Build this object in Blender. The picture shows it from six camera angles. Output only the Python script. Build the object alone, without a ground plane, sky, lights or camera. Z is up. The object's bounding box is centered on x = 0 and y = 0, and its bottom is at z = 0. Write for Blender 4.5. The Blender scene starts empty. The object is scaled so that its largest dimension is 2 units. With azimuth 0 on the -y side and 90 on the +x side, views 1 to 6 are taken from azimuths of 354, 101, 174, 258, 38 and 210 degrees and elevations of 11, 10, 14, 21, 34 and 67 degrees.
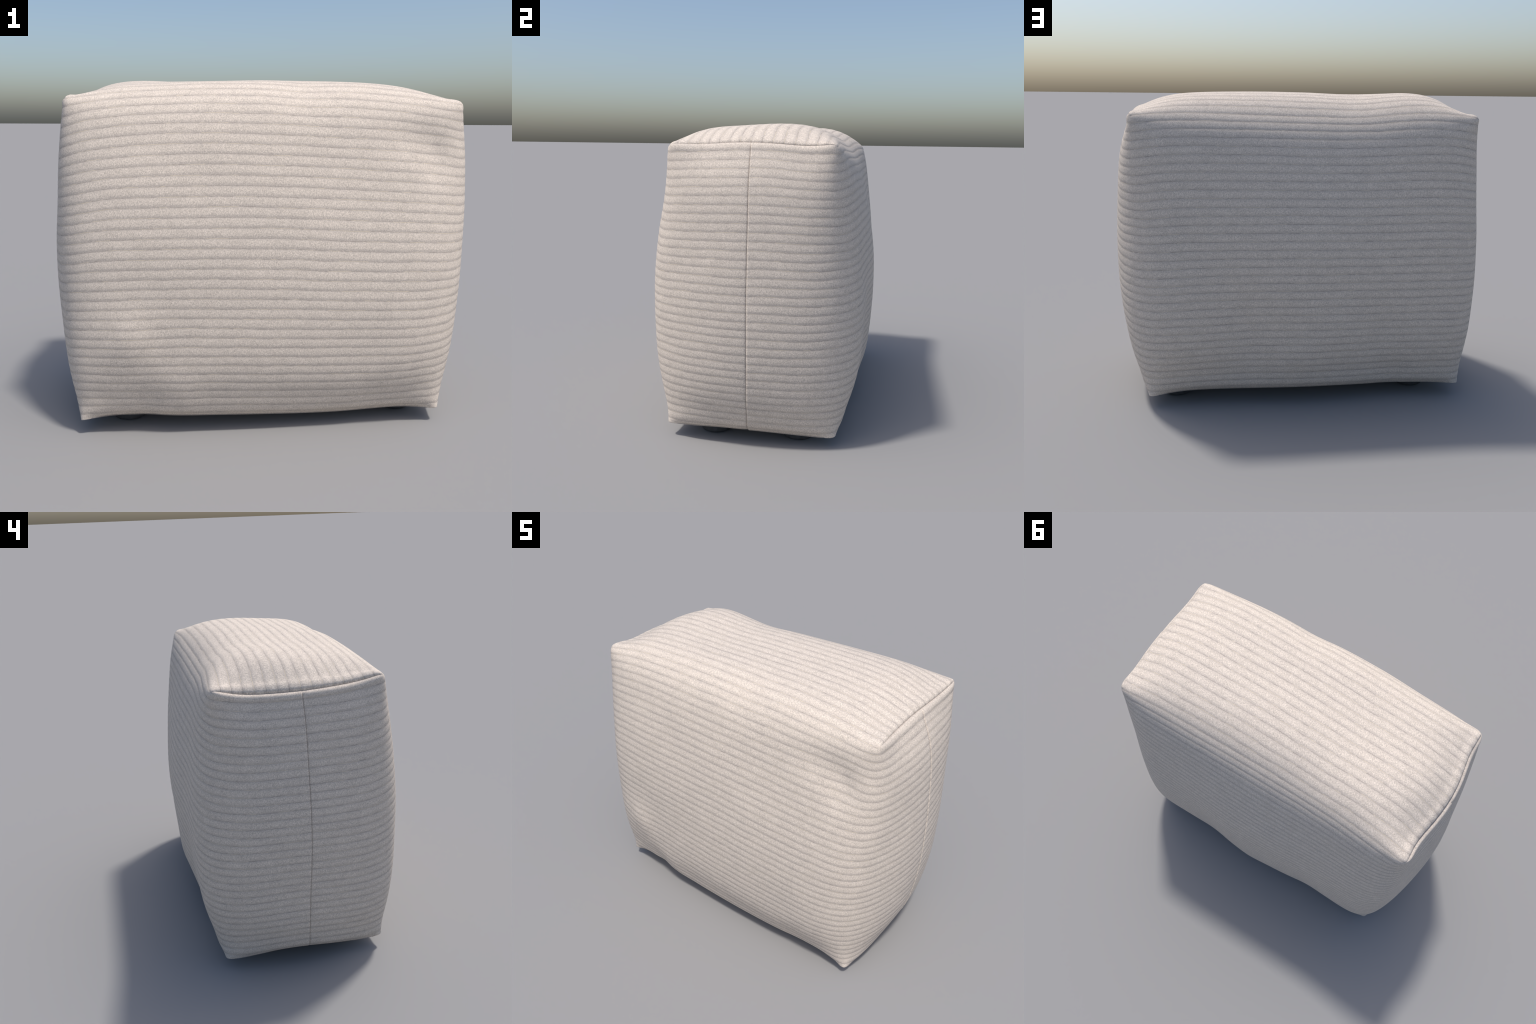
"""A plump, corduroy-covered box pouf on four dark glides.

The cover is modelled as a sewn box: eight corner points, twelve bowed edges
and swollen panels make a control cage; subdivision (creased along the seams)
turns it into a soft cushion; ribs, seams, dents and puckers are displaced on
the fine mesh.
"""
import bpy
import math
import numpy as np
from mathutils import Vector, noise

# ------------------------------------------------------------------ shape
# cage directions: a = left..right (x), b = front..back (y), c = bottom..top (z)
NX, NY, NZ, LEVEL = 12, 6, 10, 5

CORNERS = {
    (-1, -1, -1): (-0.876, -0.449, 0.074),
    (1, -1, -1): (0.840, -0.466, 0.071),
    (-1, 1, -1): (-0.871, 0.440, 0.071),
    (1, 1, -1): (0.828, 0.440, 0.060),
    (-1, -1, 1): (-0.888, -0.432, 1.550),
    (1, -1, 1): (0.904, -0.442, 1.528),
    (-1, 1, 1): (-0.887, 0.468, 1.540),
    (1, 1, 1): (0.881, 0.442, 1.537),
}
EDGE_BOW = {
    # front bottom edge
    (0, -1, -1): ((0.095, -0.093, 0.036, -0.028, 0.003, 0.011), (0.043, -0.037, -0.028, -0.062, 0.006, 0.008)),
    # front top edge
    (0, -1, 1): ((-0.036, 0.015, -0.033, 0.010, -0.065, -0.003), (0.091, 0.038, -0.015, -0.042, -0.007, -0.001)),
    # back bottom edge
    (0, 1, -1): ((0.063, -0.035, 0.021, -0.257, -0.035, 0.063), (0.060, -0.022, 0.013, -0.095, 0.008, 0.014)),
    # back top edge
    (0, 1, 1): ((0.094, -0.105, 0.031, -0.054, -0.057, 0.023), (0.160, -0.154, 0.037, -0.080, -0.066, 0.019)),
    # left bottom edge
    (1, -1, -1): ((0.073, -0.119, -0.021, 0.022, -0.030, 0.005), (-0.064, 0.112, 0.051, -0.029, -0.024, -0.002)),
    # left top edge
    (1, -1, 1): ((0.081, -0.102, 0.013, 0.017, -0.003, 0.006), (-0.066, 0.011, -0.018, 0.030, 0.006, -0.012)),
    # right bottom edge
    (1, 1, -1): ((0.027, -0.004, -0.006, -0.042, -0.030, 0.012), (-0.016, 0.029, -0.011, 0.019, 0.010, -0.007)),
    # right top edge
    (1, 1, 1): ((-0.034, 0.022, 0.027, 0.015, -0.042, -0.007), (-0.061, 0.047, 0.020, 0.051, -0.073, -0.019)),
    # left front edge
    (2, -1, -1): ((-0.163, 0.095, -0.043, 0.063, 0.024, -0.024), (-0.040, -0.052, 0.078, 0.070, 0.056, -0.011)),
    # left back edge
    (2, -1, 1): ((-0.064, -0.016, -0.019, 0.074, 0, -0.016), (0.010, 0.069, -0.093, 0.020, -0.101, -0.006)),
    # right front edge
    (2, 1, -1): ((0.048, 0.037, 0.104, -0.038, -0.017, 0.006), (-0.055, -0.027, 0.113, 0.093, 0.097, -0.017)),
    # right back edge
    (2, 1, 1): ((0.091, -0.077, 0.059, 0.039, 0.031, 0), (0.030, 0.073, -0.124, -0.026, -0.086, 0.003)),
}
PANEL_SWELL = {
    # left panel
    (0, -1): {(0, 0): -0.095, (0, 1): 0.014, (0, 2): 0.026, (0, 4): -0.003, (1, 0): 0.034, (1, 2): -0.010, (2, 1): -0.002, (2, 2): 0.003, (3, 0): -0.002},
    # right panel
    (0, 1): {(0, 0): 0.123, (0, 1): -0.050, (0, 2): -0.002, (0, 3): 0.006, (0, 5): 0.002, (1, 0): 0.009, (1, 1): 0.002, (1, 2): -0.003, (1, 4): -0.002, (2, 0): -0.009, (2, 1): 0.005, (2, 2): 0.003, (3, 0): 0.002},
    # front panel
    (1, -1): {(0, 0): -0.030, (0, 1): -0.058, (0, 2): -0.025, (0, 3): 0.003, (0, 4): -0.007, (1, 0): 0.012, (1, 1): 0.059, (1, 2): -0.005, (1, 3): 0.015, (1, 4): -0.002, (2, 0): -0.021, (2, 1): 0.012, (2, 2): 0.004, (2, 3): 0.002, (3, 0): 0.006, (4, 0): 0.002},
    # back panel
    (1, 1): {(0, 0): 0.022, (0, 1): 0.084, (0, 2): -0.039, (0, 4): -0.008, (1, 0): -0.007, (1, 1): 0.014, (1, 2): 0.008, (1, 3): 0.003, (1, 4): 0.003, (2, 0): -0.074, (2, 1): 0.017, (2, 2): -0.017, (3, 1): 0.002, (4, 0): 0.002, (4, 1): -0.004, (5, 0): -0.002},
    # top panel
    (2, 1): {(0, 0): -0.054, (0, 2): 0.019, (0, 3): 0.003, (0, 4): 0.002, (1, 0): 0.028, (1, 1): 0.004, (1, 2): -0.005, (1, 3): -0.002, (2, 0): -0.022, (2, 1): -0.003, (2, 2): 0.012, (3, 0): -0.010, (3, 2): -0.003, (4, 0): 0.005},
}
PANEL_CROWN = {
    (0, -1, 0): {(0, 0): 0.025, (1, 0): 0.040, (0, 1): 0.011, (1, 1): -0.008},
    (0, -1, 1): {(0, 0): 0.052, (1, 0): -0.075, (0, 1): 0.014, (1, 1): 0.005},
    (0, 1, 0): {(0, 0): -0.029, (1, 0): 0.081, (0, 1): -0.061, (1, 1): 0.027},
    (0, 1, 1): {(0, 0): -0.010, (1, 0): -0.079, (0, 1): 0.007, (1, 1): -0.033},
    (2, 1, 0): {(0, 0): 0.052, (1, 0): -0.027, (0, 1): 0.025, (1, 1): -0.016},
    (2, 1, 1): {(0, 0): 0.053, (1, 0): -0.006, (0, 1): 0.075, (1, 1): -0.046},
}

BASE_SAG = 0.012            # the base cloth hangs a little between the glides

RIBS_WALL = 34.7            # corduroy ribs from the top edge down a wall
RIBS_TOP = 16               # ribs across the top

# soft dents and swellings: position, direction pushed, radii (x, y, z)
LUMPS = [
    ((0.66, -0.46, 1.36), (0.0, 0.020, 0.0), (0.13, 0.2, 0.09)),     # dent below the front corner
    ((0.75, -0.46, 1.27), (0.0, 0.024, 0.0), (0.08, 0.2, 0.11)),
    ((0.30, 0.53, 0.42), (0.0, -0.016, 0.0), (0.12, 0.2, 0.20)),     # slack at the back, low down
    ((-0.40, 0.53, 0.42), (0.0, -0.008, 0.0), (0.10, 0.2, 0.16)),
    ((-0.63, -0.53, 0.48), (0.0, -0.019, 0.0), (0.11, 0.2, 0.14)),   # puff at the front, low down
    ((0.86, -0.08, 1.57), (0.0, 0.0, 0.014), (0.12, 0.18, 0.2)),     # fuller top ends
    ((-0.82, 0.12, 1.57), (0.0, 0.0, 0.003), (0.12, 0.18, 0.2)),
    ((0.16, -0.42, 1.57), (0.0, 0.006, -0.009), (0.12, 0.15, 0.12)),  # uneven filling along the top
    ((-0.25, 0.30, 1.60), (0.0, 0.0, -0.008), (0.14, 0.2, 0.2)),
    ((-0.55, 0.25, 1.60), (0.0, 0.0, 0.006), (0.14, 0.2, 0.2)),
    ((-0.46, 0.47, 0.16), (0.0, -0.012, 0.0), (0.10, 0.15, 0.12)),    # puckers above the hem
    ((0.00, 0.53, 0.27), (0.0, 0.007, 0.0), (0.10, 0.15, 0.12)),
    ((-0.56, -0.46, 0.15), (0.0, 0.010, 0.0), (0.06, 0.15, 0.12)),
    ((-0.40, -0.48, 0.22), (0.0, -0.008, 0.0), (0.09, 0.15, 0.14)),
    ((0.50, -0.48, 0.17), (0.0, 0.006, 0.0), (0.09, 0.15, 0.10)),
]


def others(axis):
    return [d for d in range(3) if d != axis]


def build_cage():
    index, keys = {}, []
    for i in range(NX + 1):
        for j in range(NY + 1):
            for k in range(NZ + 1):
                if i in (0, NX) or j in (0, NY) or k in (0, NZ):
                    index[i, j, k] = len(keys)
                    keys.append((i, j, k))
    size = (NX, NY, NZ)
    faces = []
    for axis in range(3):
        p, q = others(axis)
        for side in (0, size[axis]):
            for m in range(size[p]):
                for n in range(size[q]):
                    quad = []
                    for dm, dn in ((0, 0), (1, 0), (1, 1), (0, 1)):
                        key = [0, 0, 0]
                        key[axis], key[p], key[q] = side, m + dm, n + dn
                        quad.append(index[tuple(key)])
                    outward = (side > 0) != (axis == 1)
                    faces.append(quad if outward else quad[::-1])
    return np.array(keys), faces


def cage_positions(grid):
    """Soft box: corners + bowed edges + swollen panels."""
    out = np.zeros_like(grid)
    for corner, place in CORNERS.items():
        w = np.prod([(1 + corner[d] * grid[:, d]) / 2 for d in range(3)], axis=0)
        out += w[:, None] * np.array(place)
    for (axis, s, t), bows in EDGE_BOW.items():
        p, q = others(axis)
        u = grid[:, axis]
        w = (1 + s * grid[:, p]) / 2 * (1 + t * grid[:, q]) / 2
        for direction, (offset, *bow) in zip((p, q), bows):     # an offset that starts close to the corners, and a bow
            out[:, direction] += w * offset * (1 - np.abs(u) ** 8)
            out[:, direction] += w * (1 - u * u) * sum(k * u ** m for m, k in enumerate(bow))
    for (axis, s), terms in PANEL_SWELL.items():
        p, q = others(axis)
        u, v = grid[:, p], grid[:, q]
        w = (np.abs(grid[:, axis] - s) < 1e-6) * (1 - u * u) * (1 - v * v)
        out[:, axis] += w * sum(k * u ** m * v ** n for (m, n), k in terms.items())
    for (axis, s, steep), terms in PANEL_CROWN.items():     # swells that rise steeply from a seam
        p, q = others(axis)
        u, v = grid[:, p], grid[:, q]
        m, n = ((8, 2), (2, 8))[steep]
        w = (np.abs(grid[:, axis] - s) < 1e-6) * (1 - np.abs(u) ** m) * (1 - np.abs(v) ** n)
        out[:, axis] += w * sum(k * u ** i * v ** j for (i, j), k in terms.items())
    u, v = grid[:, 0], grid[:, 1]
    out[:, 2] -= (grid[:, 2] < -1 + 1e-6) * (1 - u * u) * (1 - v * v) * BASE_SAG
    return out


def rounded(co, keys, faces):
    """Relax the cage across the soft, unseamed edges so that they roll over broadly."""
    signed = 2 * keys / np.array([NX, NY, NZ]) - 1
    cell = np.array([2 / NX, 2 / NY, 2 / NZ])

    def near(d, cells, face):
        return np.clip(1 - (1 - face) / (cells * cell[d]), 0, 1)

    x, y, z = np.abs(signed[:, 0]), np.abs(signed[:, 1]), signed[:, 2]
    long_edge = 1.3 * near(1, 3, y) * near(2, 3, z) * (1 - x ** 6)
    upright_edge = near(0, 2, x) * near(1, 2, y) * (1 - np.abs(z) ** 6)
    w = 0.55 * np.maximum(long_edge, upright_edge)
    w[keys[:, 2] == 0] = 0
    pairs = np.array(sorted({tuple(sorted((f[k], f[(k + 1) % 4]))) for f in faces for k in range(4)}))
    count = np.bincount(pairs.ravel(), minlength=len(keys))
    for _ in range(4):
        total = np.zeros_like(co)
        np.add.at(total, pairs[:, 0], co[pairs[:, 1]])
        np.add.at(total, pairs[:, 1], co[pairs[:, 0]])
        co = co + w[:, None] * (total / count[:, None] - co)
    return co


def subdivided(co, faces, keys, kind):
    me = bpy.data.meshes.new("cage")
    me.from_pydata([tuple(map(float, c)) for c in co], [], faces)
    me.update()
    ob = bpy.data.objects.new("cage", me)
    bpy.context.collection.objects.link(ob)
    size = np.array([NX, NY, NZ])
    at_end = (keys == 0) | (keys == size)
    edge_crease = me.attributes.new("crease_edge", "FLOAT", "EDGE")
    for e in me.edges:
        p, q = e.vertices
        shared = [d for d in range(3) if keys[p][d] == keys[q][d] and at_end[p][d]]
        base_seam = len(shared) == 2 and keys[p][2] == 0 and 2 in shared
        top_seam = len(shared) == 2 and keys[p][2] == NZ and 2 in shared and 0 in shared
        edge_crease.data[e.index].value = 1.0 if base_seam or top_seam else 0.0
    vert_crease = me.attributes.new("crease_vert", "FLOAT", "POINT")
    for n in range(len(keys)):
        if at_end[n].all():
            vert_crease.data[n].value = 0.22 if keys[n][2] else 0.27
    mod = ob.modifiers.new("subdivide", "SUBSURF")
    mod.subdivision_type = kind
    mod.levels = mod.render_levels = LEVEL
    mod.use_limit_surface = False
    graph = bpy.context.evaluated_depsgraph_get()
    fine = bpy.data.meshes.new_from_object(ob.evaluated_get(graph))
    bpy.data.objects.remove(ob)
    bpy.data.meshes.remove(me)
    return fine


def coords(me):
    co = np.empty(len(me.vertices) * 3, np.float32)
    me.vertices.foreach_get("co", co)
    return co.reshape(-1, 3).astype(np.float64)


def vertex_normals(co, quads):
    n = np.cross(co[quads[:, 2]] - co[quads[:, 0]], co[quads[:, 3]] - co[quads[:, 1]])
    out = np.zeros_like(co)
    for k in range(4):
        for d in range(3):
            out[:, d] += np.bincount(quads[:, k], n[:, d], len(co))
    return out / np.maximum(np.linalg.norm(out, axis=1, keepdims=True), 1e-12)


def smooth_noise(x, y, seed, period=1.0):
    """Smooth value noise on a plane, computed on arrays."""
    rng = np.random.default_rng(seed)
    table = rng.random((64, 64)) * 2 - 1
    x, y = x / period, y / period
    ix, iy = np.floor(x).astype(int), np.floor(y).astype(int)
    fx, fy = x - ix, y - iy
    fx, fy = fx * fx * (3 - 2 * fx), fy * fy * (3 - 2 * fy)
    g = lambda a, b: table[(ix + a) % 64, (iy + b) % 64]
    return (g(0, 0) * (1 - fx) + g(1, 0) * fx) * (1 - fy) + (g(0, 1) * (1 - fx) + g(1, 1) * fx) * fy


keys, cage_faces = build_cage()
grid = 2 * keys / np.array([NX, NY, NZ]) - 1
fine = subdivided(rounded(cage_positions(grid), keys, cage_faces), cage_faces, keys, "CATMULL_CLARK")
flat = subdivided(grid, cage_faces, keys, "SIMPLE")     # same order: cloth coordinates
co, abc = coords(fine), coords(flat)
quads = np.empty(len(fine.polygons) * 4, np.int32)
fine.polygons.foreach_get("vertices", quads)
quads = quads.reshape(-1, 4)
bpy.data.meshes.remove(fine)
bpy.data.meshes.remove(flat)
a, b, c = abc.T
normal = vertex_normals(co, quads)

# ------------------------------------------------------------------ regions
EPS = 1e-4
on_top = c > 1 - EPS
on_base = c < -1 + EPS
on_side = np.abs(a) > 1 - EPS
wall = ~on_top & ~on_base

# cloth coordinates: across the ribs, and along them in metres.  The ribs are
# spaced evenly over the length of cloth that runs down (or across) each panel.
side_only = on_side & ~on_top


def even_run(chosen, column, row):
    """0..1 along the cloth, measured on the surface in every column of a panel."""
    ids = np.where(chosen)[0]
    order = ids[np.lexsort((np.round(row[ids], 6), np.round(column[ids], 6)))]
    rows = len(np.unique(np.round(row[ids], 5)))
    lines = order.reshape(-1, rows)
    step = np.linalg.norm(np.diff(co[lines], axis=1), axis=2)
    run = np.concatenate([np.zeros((len(lines), 1)), np.cumsum(step, axis=1)], axis=1)
    return lines, run / run[:, -1:]


rib_wall, rib_top = np.zeros(len(co)), np.zeros(len(co))
ring, runs = [], []
for chosen, column in ((b < -1 + EPS, a), (a > 1 - EPS, b), (b > 1 - EPS, -a), (a < -1 + EPS, -b)):
    lines, run = even_run(chosen, column, -c)
    ring.append(lines[:-1])
    runs.append(run[:-1])
ring, runs = np.concatenate(ring), np.concatenate(runs)
kernel = np.exp(-(np.arange(-60, 61) / 22.0) ** 2)
kernel /= kernel.sum()
wrapped = np.concatenate([runs[-60:], runs, runs[:60]])
runs = sum(k * wrapped[n:n + len(runs)] for n, k in enumerate(kernel))
rib_wall[ring] = runs * RIBS_WALL
lines, run = even_run(on_top, a, b)
rib_top[lines] = -run * RIBS_TOP
turn = np.sign(a) * (0.92 + 0.46 * (1 - np.abs(b)))
along_wall = np.where(on_side, turn, 0.92 * a) + np.where(b > 0, 7.3, 0.0)
along_top = 0.92 * a

# the ribs do not run perfectly straight
def wandering(rib, along, edge):
    wander = 0.05 * smooth_noise(along, rib * 0.045, 11, 0.33) + 0.05 * smooth_noise(along, rib * 0.045, 12, 0.11)
    return rib + wander * np.clip((1 - np.abs(edge)) / 0.12, 0, 1)


rib_wall, rib_top = wandering(rib_wall, along_wall, c), wandering(rib_top, along_top, b)
rib_run = np.where(on_top, rib_top, rib_wall)
along = np.where(on_top, along_top, along_wall)

# ------------------------------------------------------------------ relief
lift = np.zeros(len(co))
phase = rib_run - np.floor(rib_run)
from_groove = np.minimum(phase, 1 - phase)              # 0 in a groove, 0.5 on a crest
rib_height = 1 - (1 - 2 * from_groove) ** 2                # round cords, sharp grooves
at_seam = np.where(side_only, np.clip(np.abs(b) / 0.03, 0, 1), 1)
lift += np.where(on_base, 0, 0.0010 * at_seam * (rib_height - 1))

# slack cloth: broad, shallow waves (none where two sheets meet)
calm = np.where(on_top, 1 - b ** 8, 1 - c ** 8) * np.where(side_only, np.clip(np.abs(b) / 0.2, 0, 1), 1)
lift += np.where(on_base, 0, 0.003 * calm * smooth_noise(along, rib_run * 0.045, 21, 0.24))

# seams -------------------------------------------------------------------
half_x, half_y, half_z = 0.93, 0.42, 0.74
gap_top_wall = (1 - c) * half_z                         # distance below the top seam
gap_top_cloth = (1 - np.abs(a)) * half_x                # distance inside it
gap_middle = np.abs(b) * (half_y + 0.08)
corner_fade = np.clip((1 - np.abs(b)) / 0.2, 0, 1)
corner_fade = corner_fade * corner_fade * (3 - 2 * corner_fade)


def slit(d):
    return np.exp(-(d / 0.003) ** 2)


def gather(d):
    """How far cloth beside a seam is drawn in towards it (closes the slit)."""
    return 0.0030 * np.exp(-((d - 0.0047) / 0.0035) ** 2) * (d > 0.001)


tuck = corner_fade * np.where(a < 0, 1.0, 0.65)          # the left seam is tucked deeper
seam = np.where(side_only, 0.006 * tuck * np.exp(-((gap_top_wall - 0.024) / 0.018) ** 2), 0)
seam += np.where(on_top & ~on_side, 0.008 * tuck * np.exp(-((gap_top_cloth - 0.030) / 0.022) ** 2), 0)
fold = lambda d: np.exp(-(d / 0.0062) ** 2)
seam -= np.where(on_side & (gap_top_wall < 0.05), 0.022 * tuck * fold(gap_top_wall), 0)
seam -= np.where(on_top & ~on_side, 0.022 * tuck * fold(gap_top_cloth), 0)
below = np.clip(gap_top_wall / 0.02, 0, 1)
step = np.where(b < -EPS, -0.0030, 0.0010) * np.exp(-gap_middle / 0.02)
seam += np.where(side_only, below * (step - 0.009 * slit(gap_middle)), 0)
drawn_in = np.zeros_like(co)
drawn_in[:, 1] = np.where(side_only, -np.sign(b) * gather(gap_middle) * below, 0)
drawn_in[:, 2] = np.where(side_only, gather(gap_top_wall) * corner_fade, 0)
drawn_in[:, 0] = np.where(on_top & ~on_side, np.sign(a) * gather(gap_top_cloth) * corner_fade, 0)
lift += seam

# the hem: the cloth rolls under before it meets the base
gap_hem = (1 + c) * half_z
from_corner = np.where(on_side, (1 - np.abs(b)) * half_y, (1 - np.abs(a)) * half_x)
hem_fade = np.clip(from_corner / 0.14, 0, 1)
hem_fade = np.where(on_top | (on_base & (np.abs(b) < 1 - EPS) & ~on_side), 0, hem_fade * hem_fade * (3 - 2 * hem_fade))
out_x = np.where(on_side, np.sign(a), 0.0)
out_y = np.where(np.abs(b) > 1 - EPS, np.sign(b), 0.0)
roll = 0.006 * np.exp(-((gap_hem - 0.05) / 0.045) ** 2) - 0.016 * np.exp(-(gap_hem / 0.016) ** 2)
hem = np.zeros_like(co)
hem[:, 0], hem[:, 1] = out_x * roll * hem_fade, out_y * roll * hem_fade
hem[:, 2] = -0.006 * np.exp(-(gap_hem / 0.06) ** 2) * hem_fade * np.where(a < -1 + EPS, 2.2, 1.0)

move = normal * lift[:, None] + drawn_in + hem
for place, push, radii in LUMPS:
    w = np.exp(-np.sum(((co - np.array(place)) / np.array(radii)) ** 2, axis=1))
    move += w[:, None] * np.array(push)
co = co + move
normal = vertex_normals(co, quads)


# ------------------------------------------------------------------ materials
def new_material(name):
    mat = bpy.data.materials.new(name)
    mat.use_nodes = True
    nodes, links = mat.node_tree.nodes, mat.node_tree.links
    return mat, nodes, links, nodes["Principled BSDF"]


def math_node(nodes, links, operation, first, second=None, clamp=False):
    n = nodes.new("ShaderNodeMath")
    n.operation = operation
    n.use_clamp = clamp
    for socket, value in zip(n.inputs, (first, second)):
        if value is None:
            continue
        if isinstance(value, (int, float)):
            socket.default_value = value
        else:
            links.new(value, socket)
    return n.outputs[0]


def ramp(nodes, links, value, stops):
    n = nodes.new("ShaderNodeMapRange")
    n.interpolation_type = "SMOOTHSTEP"
    links.new(value, n.inputs[0])
    for k, v in enumerate(stops):
        n.inputs[k + 1].default_value = v
    return n.outputs[0]


def mix_colour(nodes, links, factor, first, second, blend="MIX"):
    n = nodes.new("ShaderNodeMix")
    n.data_type, n.blend_type = "RGBA", blend
    for socket, value in ((n.inputs[0], factor), (n.inputs[6], first), (n.inputs[7], second)):
        if isinstance(value, (int, float)):
            socket.default_value = value
        elif isinstance(value, tuple):
            socket.default_value = (*value, 1)
        else:
            links.new(value, socket)
    return n.outputs[2]


CLOTH = (0.645, 0.567, 0.490)


def corduroy():
    mat, nodes, links, shader = new_material("corduroy_cloth")
    m = lambda *args, **kw: math_node(nodes, links, *args, **kw)
    read = {}
    for key in ("rib_run", "thread_run"):
        n = nodes.new("ShaderNodeAttribute")
        n.attribute_name = key
        read[key] = n.outputs["Fac"]
    rib_run, thread_run = read["rib_run"], read["thread_run"]

    def cloth_noise(scale_along, scale_across, detail, seed):
        v = nodes.new("ShaderNodeCombineXYZ")
        links.new(m("MULTIPLY", thread_run, scale_along), v.inputs[0])
        links.new(m("MULTIPLY", rib_run, scale_across), v.inputs[1])
        v.inputs[2].default_value = seed
        n = nodes.new("ShaderNodeTexNoise")
        n.inputs["Scale"].default_value = 1.0
        n.inputs["Detail"].default_value = detail
        links.new(v.outputs[0], n.inputs["Vector"])
        return n.outputs["Fac"]

    wobble = m("MULTIPLY", m("SUBTRACT", cloth_noise(70, 3, 3, 5.1), 0.5), 0.16)
    r = m("ADD", rib_run, wobble)
    distance = m("ABSOLUTE", m("SUBTRACT", m("FRACT", m("ADD", r, 0.5)), 0.5))   # 0 in a groove

    # pile: short upright fibres, lighter and darker tufts, a little mottling
    fibre = cloth_noise(420, 8.0, 3, 1.7)
    tuft = cloth_noise(170, 7.0, 4, 8.3)
    patch = cloth_noise(14, 0.8, 3, 3.9)
    tone = m("ADD", ramp(nodes, links, fibre, (0.30, 0.70, 0.80, 1.17)),
             m("ADD", ramp(nodes, links, tuft, (0.3, 0.7, -0.10, 0.08)),
               ramp(nodes, links, patch, (0.3, 0.7, -0.03, 0.03))))
    colour = mix_colour(nodes, links, 1.0, CLOTH, tone, "MULTIPLY")

    # grooves: valley shade painted into the colour, then a dark line, broken pale yarn
    valley = m("MULTIPLY", ramp(nodes, links, distance, (0.0, 0.37, 1.0, 0.0)),
               ramp(nodes, links, tuft, (0.25, 0.75, 1.0, 0.55)))
    colour = mix_colour(nodes, links, m("MULTIPLY", valley, 0.68), colour, (0.450, 0.400, 0.360))
    line = ramp(nodes, links, distance, (0.012, 0.060, 1.0, 0.0))
    colour = mix_colour(nodes, links, m("MULTIPLY", line, ramp(nodes, links, cloth_noise(26, 1.7, 3, 21.0), (0.3, 0.7, 0.25, 0.68))), colour, (0.290, 0.250, 0.215))
    yarn = m("MULTIPLY", ramp(nodes, links, distance, (0.010, 0.020, 1.0, 0.0)),
             ramp(nodes, links, cloth_noise(13, 1.7, 3, 12.4), (0.47, 0.56, 0.0, 1.0)))
    colour = mix_colour(nodes, links, m("MULTIPLY", yarn, 0.9), colour, (0.780, 0.670, 0.500))
    links.new(colour, shader.inputs["Base Color"])

    height = m("ADD", m("MULTIPLY", ramp(nodes, links, distance, (0.0, 0.30, 0.0, 1.0)), 0.6),
               m("ADD", m("MULTIPLY", fibre, 0.35), m("MULTIPLY", tuft, 0.35)))
    bump = nodes.new("ShaderNodeBump")
    bump.inputs["Strength"].default_value = 0.25
    bump.inputs["Distance"].default_value = 0.004
    links.new(height, bump.inputs["Height"])
    links.new(bump.outputs[0], shader.inputs["Normal"])
    shader.inputs["Roughness"].default_value = 0.95
    shader.inputs["Specular IOR Level"].default_value = 0.12
    return mat


def plain(name, colour, roughness, grain):
    mat, nodes, links, shader = new_material(name)
    place = nodes.new("ShaderNodeTexCoord")
    n = nodes.new("ShaderNodeTexNoise")
    n.inputs["Scale"].default_value = grain
    n.inputs["Detail"].default_value = 4
    links.new(place.outputs["Object"], n.inputs["Vector"])
    tone = ramp(nodes, links, n.outputs["Fac"], (0.3, 0.7, 0.85, 1.15))
    links.new(mix_colour(nodes, links, 1.0, colour, tone, "MULTIPLY"), shader.inputs["Base Color"])
    shader.inputs["Roughness"].default_value = roughness
    return mat


cloth = corduroy()
base_cloth = plain("base_cloth", (0.52, 0.46, 0.41), 0.95, 180)
rubber = plain("dark_rubber", (0.050, 0.052, 0.055), 0.7, 60)

# ------------------------------------------------------------------ objects
pouf = bpy.data.objects.new("pouf", None)
pouf.empty_display_size = 0.3
bpy.context.collection.objects.link(pouf)
pouf["label"] = "plump rectangular beige corduroy pouf with horizontal ribs"
pouf["category"] = "pouf"


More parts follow.
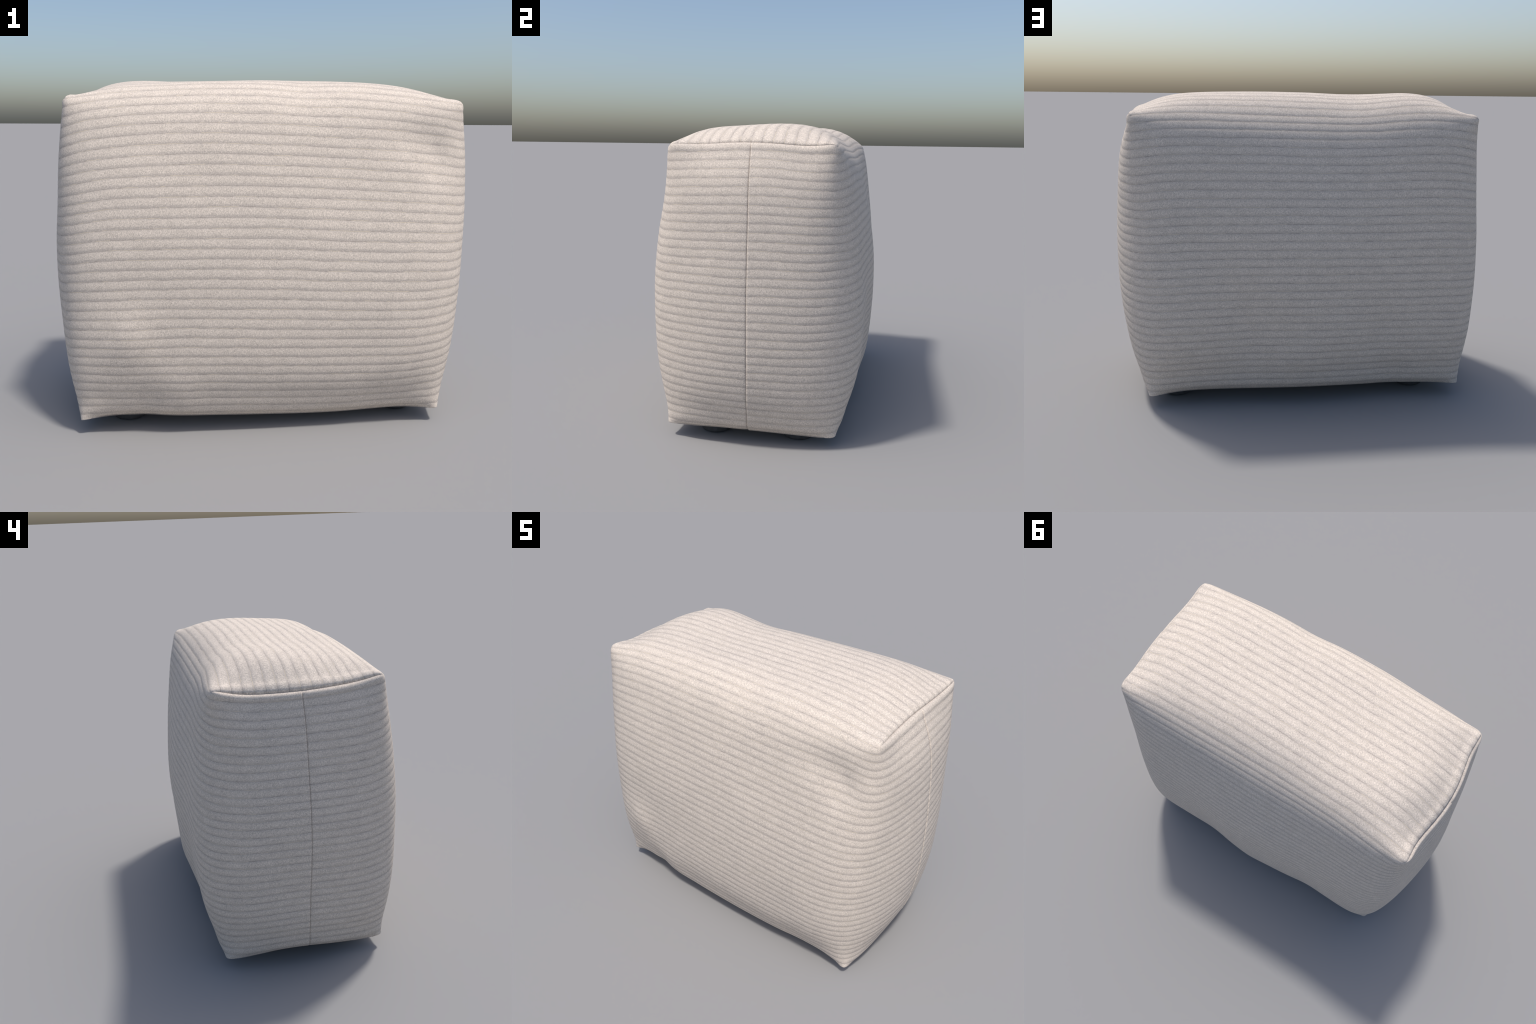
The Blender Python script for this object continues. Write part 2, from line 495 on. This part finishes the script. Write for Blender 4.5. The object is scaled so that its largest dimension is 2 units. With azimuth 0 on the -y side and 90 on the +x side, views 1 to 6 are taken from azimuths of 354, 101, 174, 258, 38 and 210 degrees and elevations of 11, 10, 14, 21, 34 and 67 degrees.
def panel(name, chosen, material):
    used, faces = np.unique(quads[chosen], return_inverse=True)
    faces = faces.reshape(-1, 4)
    me = bpy.data.meshes.new(name)
    me.vertices.add(len(used))
    me.vertices.foreach_set("co", co[used].astype(np.float32).ravel())
    me.loops.add(len(faces) * 4)
    me.loops.foreach_set("vertex_index", faces.astype(np.int32).ravel())
    me.polygons.add(len(faces))
    me.polygons.foreach_set("loop_start", np.arange(0, len(faces) * 4, 4, dtype=np.int32))
    me.polygons.foreach_set("use_smooth", np.ones(len(faces), bool))
    me.update(calc_edges=True)
    # neighbouring panels share border points, but each keeps its own cloth coordinates
    across, lengthwise = (rib_top, along_top) if name == "top_panel" else (rib_wall, along_wall)
    if name == "back_panel":
        lengthwise = np.where(np.abs(b) < EPS, lengthwise + 7.3, lengthwise)
    for key, values in (("rib_run", across), ("thread_run", lengthwise)):
        layer = me.attributes.new(key, "FLOAT", "POINT")
        layer.data.foreach_set("value", values[used].astype(np.float32))
    me.normals_split_custom_set_from_vertices(normal[used].tolist())
    me.materials.append(material)
    ob = bpy.data.objects.new(name, me)
    ob.parent = pouf
    bpy.context.collection.objects.link(ob)
    return ob


centre = abc[quads].mean(axis=1)
is_top, is_base = centre[:, 2] > 1 - EPS, centre[:, 2] < -1 + EPS
is_wall = ~is_top & ~is_base
panel("top_panel", is_top, cloth)
panel("front_panel", is_wall & (centre[:, 1] < 0), cloth)
panel("back_panel", is_wall & (centre[:, 1] > 0), cloth)
panel("base_panel", is_base, base_cloth)

# glides under the base: a turned disc with a rounded lower rim
FOOT_RADIUS, FOOT_HEIGHT = 0.083, 0.075
profile = [(0.0, 0.0), (0.066, 0.0), (0.074, 0.0025), (0.080, 0.008), (0.083, 0.017), (0.083, FOOT_HEIGHT), (0.0, FOOT_HEIGHT)]
SEGMENTS = 48
verts, faces = [(0, 0, 0)], []
for radius, z in profile[1:-1]:
    verts += [(radius * math.cos(2 * math.pi * s / SEGMENTS), radius * math.sin(2 * math.pi * s / SEGMENTS), z) for s in range(SEGMENTS)]
verts.append((0, 0, FOOT_HEIGHT))
rings = len(profile) - 2
for s in range(SEGMENTS):
    t = (s + 1) % SEGMENTS
    faces.append((0, 1 + t, 1 + s))
    for k in range(rings - 1):
        faces.append((1 + k * SEGMENTS + s, 1 + k * SEGMENTS + t, 1 + (k + 1) * SEGMENTS + t, 1 + (k + 1) * SEGMENTS + s))
    faces.append((1 + (rings - 1) * SEGMENTS + s, 1 + (rings - 1) * SEGMENTS + t, len(verts) - 1))
foot_mesh = bpy.data.meshes.new("foot")
foot_mesh.from_pydata(verts, [], faces)
foot_mesh.update()
foot_mesh.polygons.foreach_set("use_smooth", np.ones(len(faces), bool))
foot_mesh.materials.append(rubber)
foot_mesh.set_sharp_from_angle(angle=math.radians(40))
first = bpy.data.objects.new("foot", foot_mesh)
for n, (x, y) in enumerate(((-0.655, -0.220), (0.684, -0.220), (-0.645, 0.215), (0.680, 0.225))):
    foot = first if n == 0 else first.copy()
    foot.location = (x, y, 0)
    foot.parent = pouf
    bpy.context.collection.objects.link(foot)
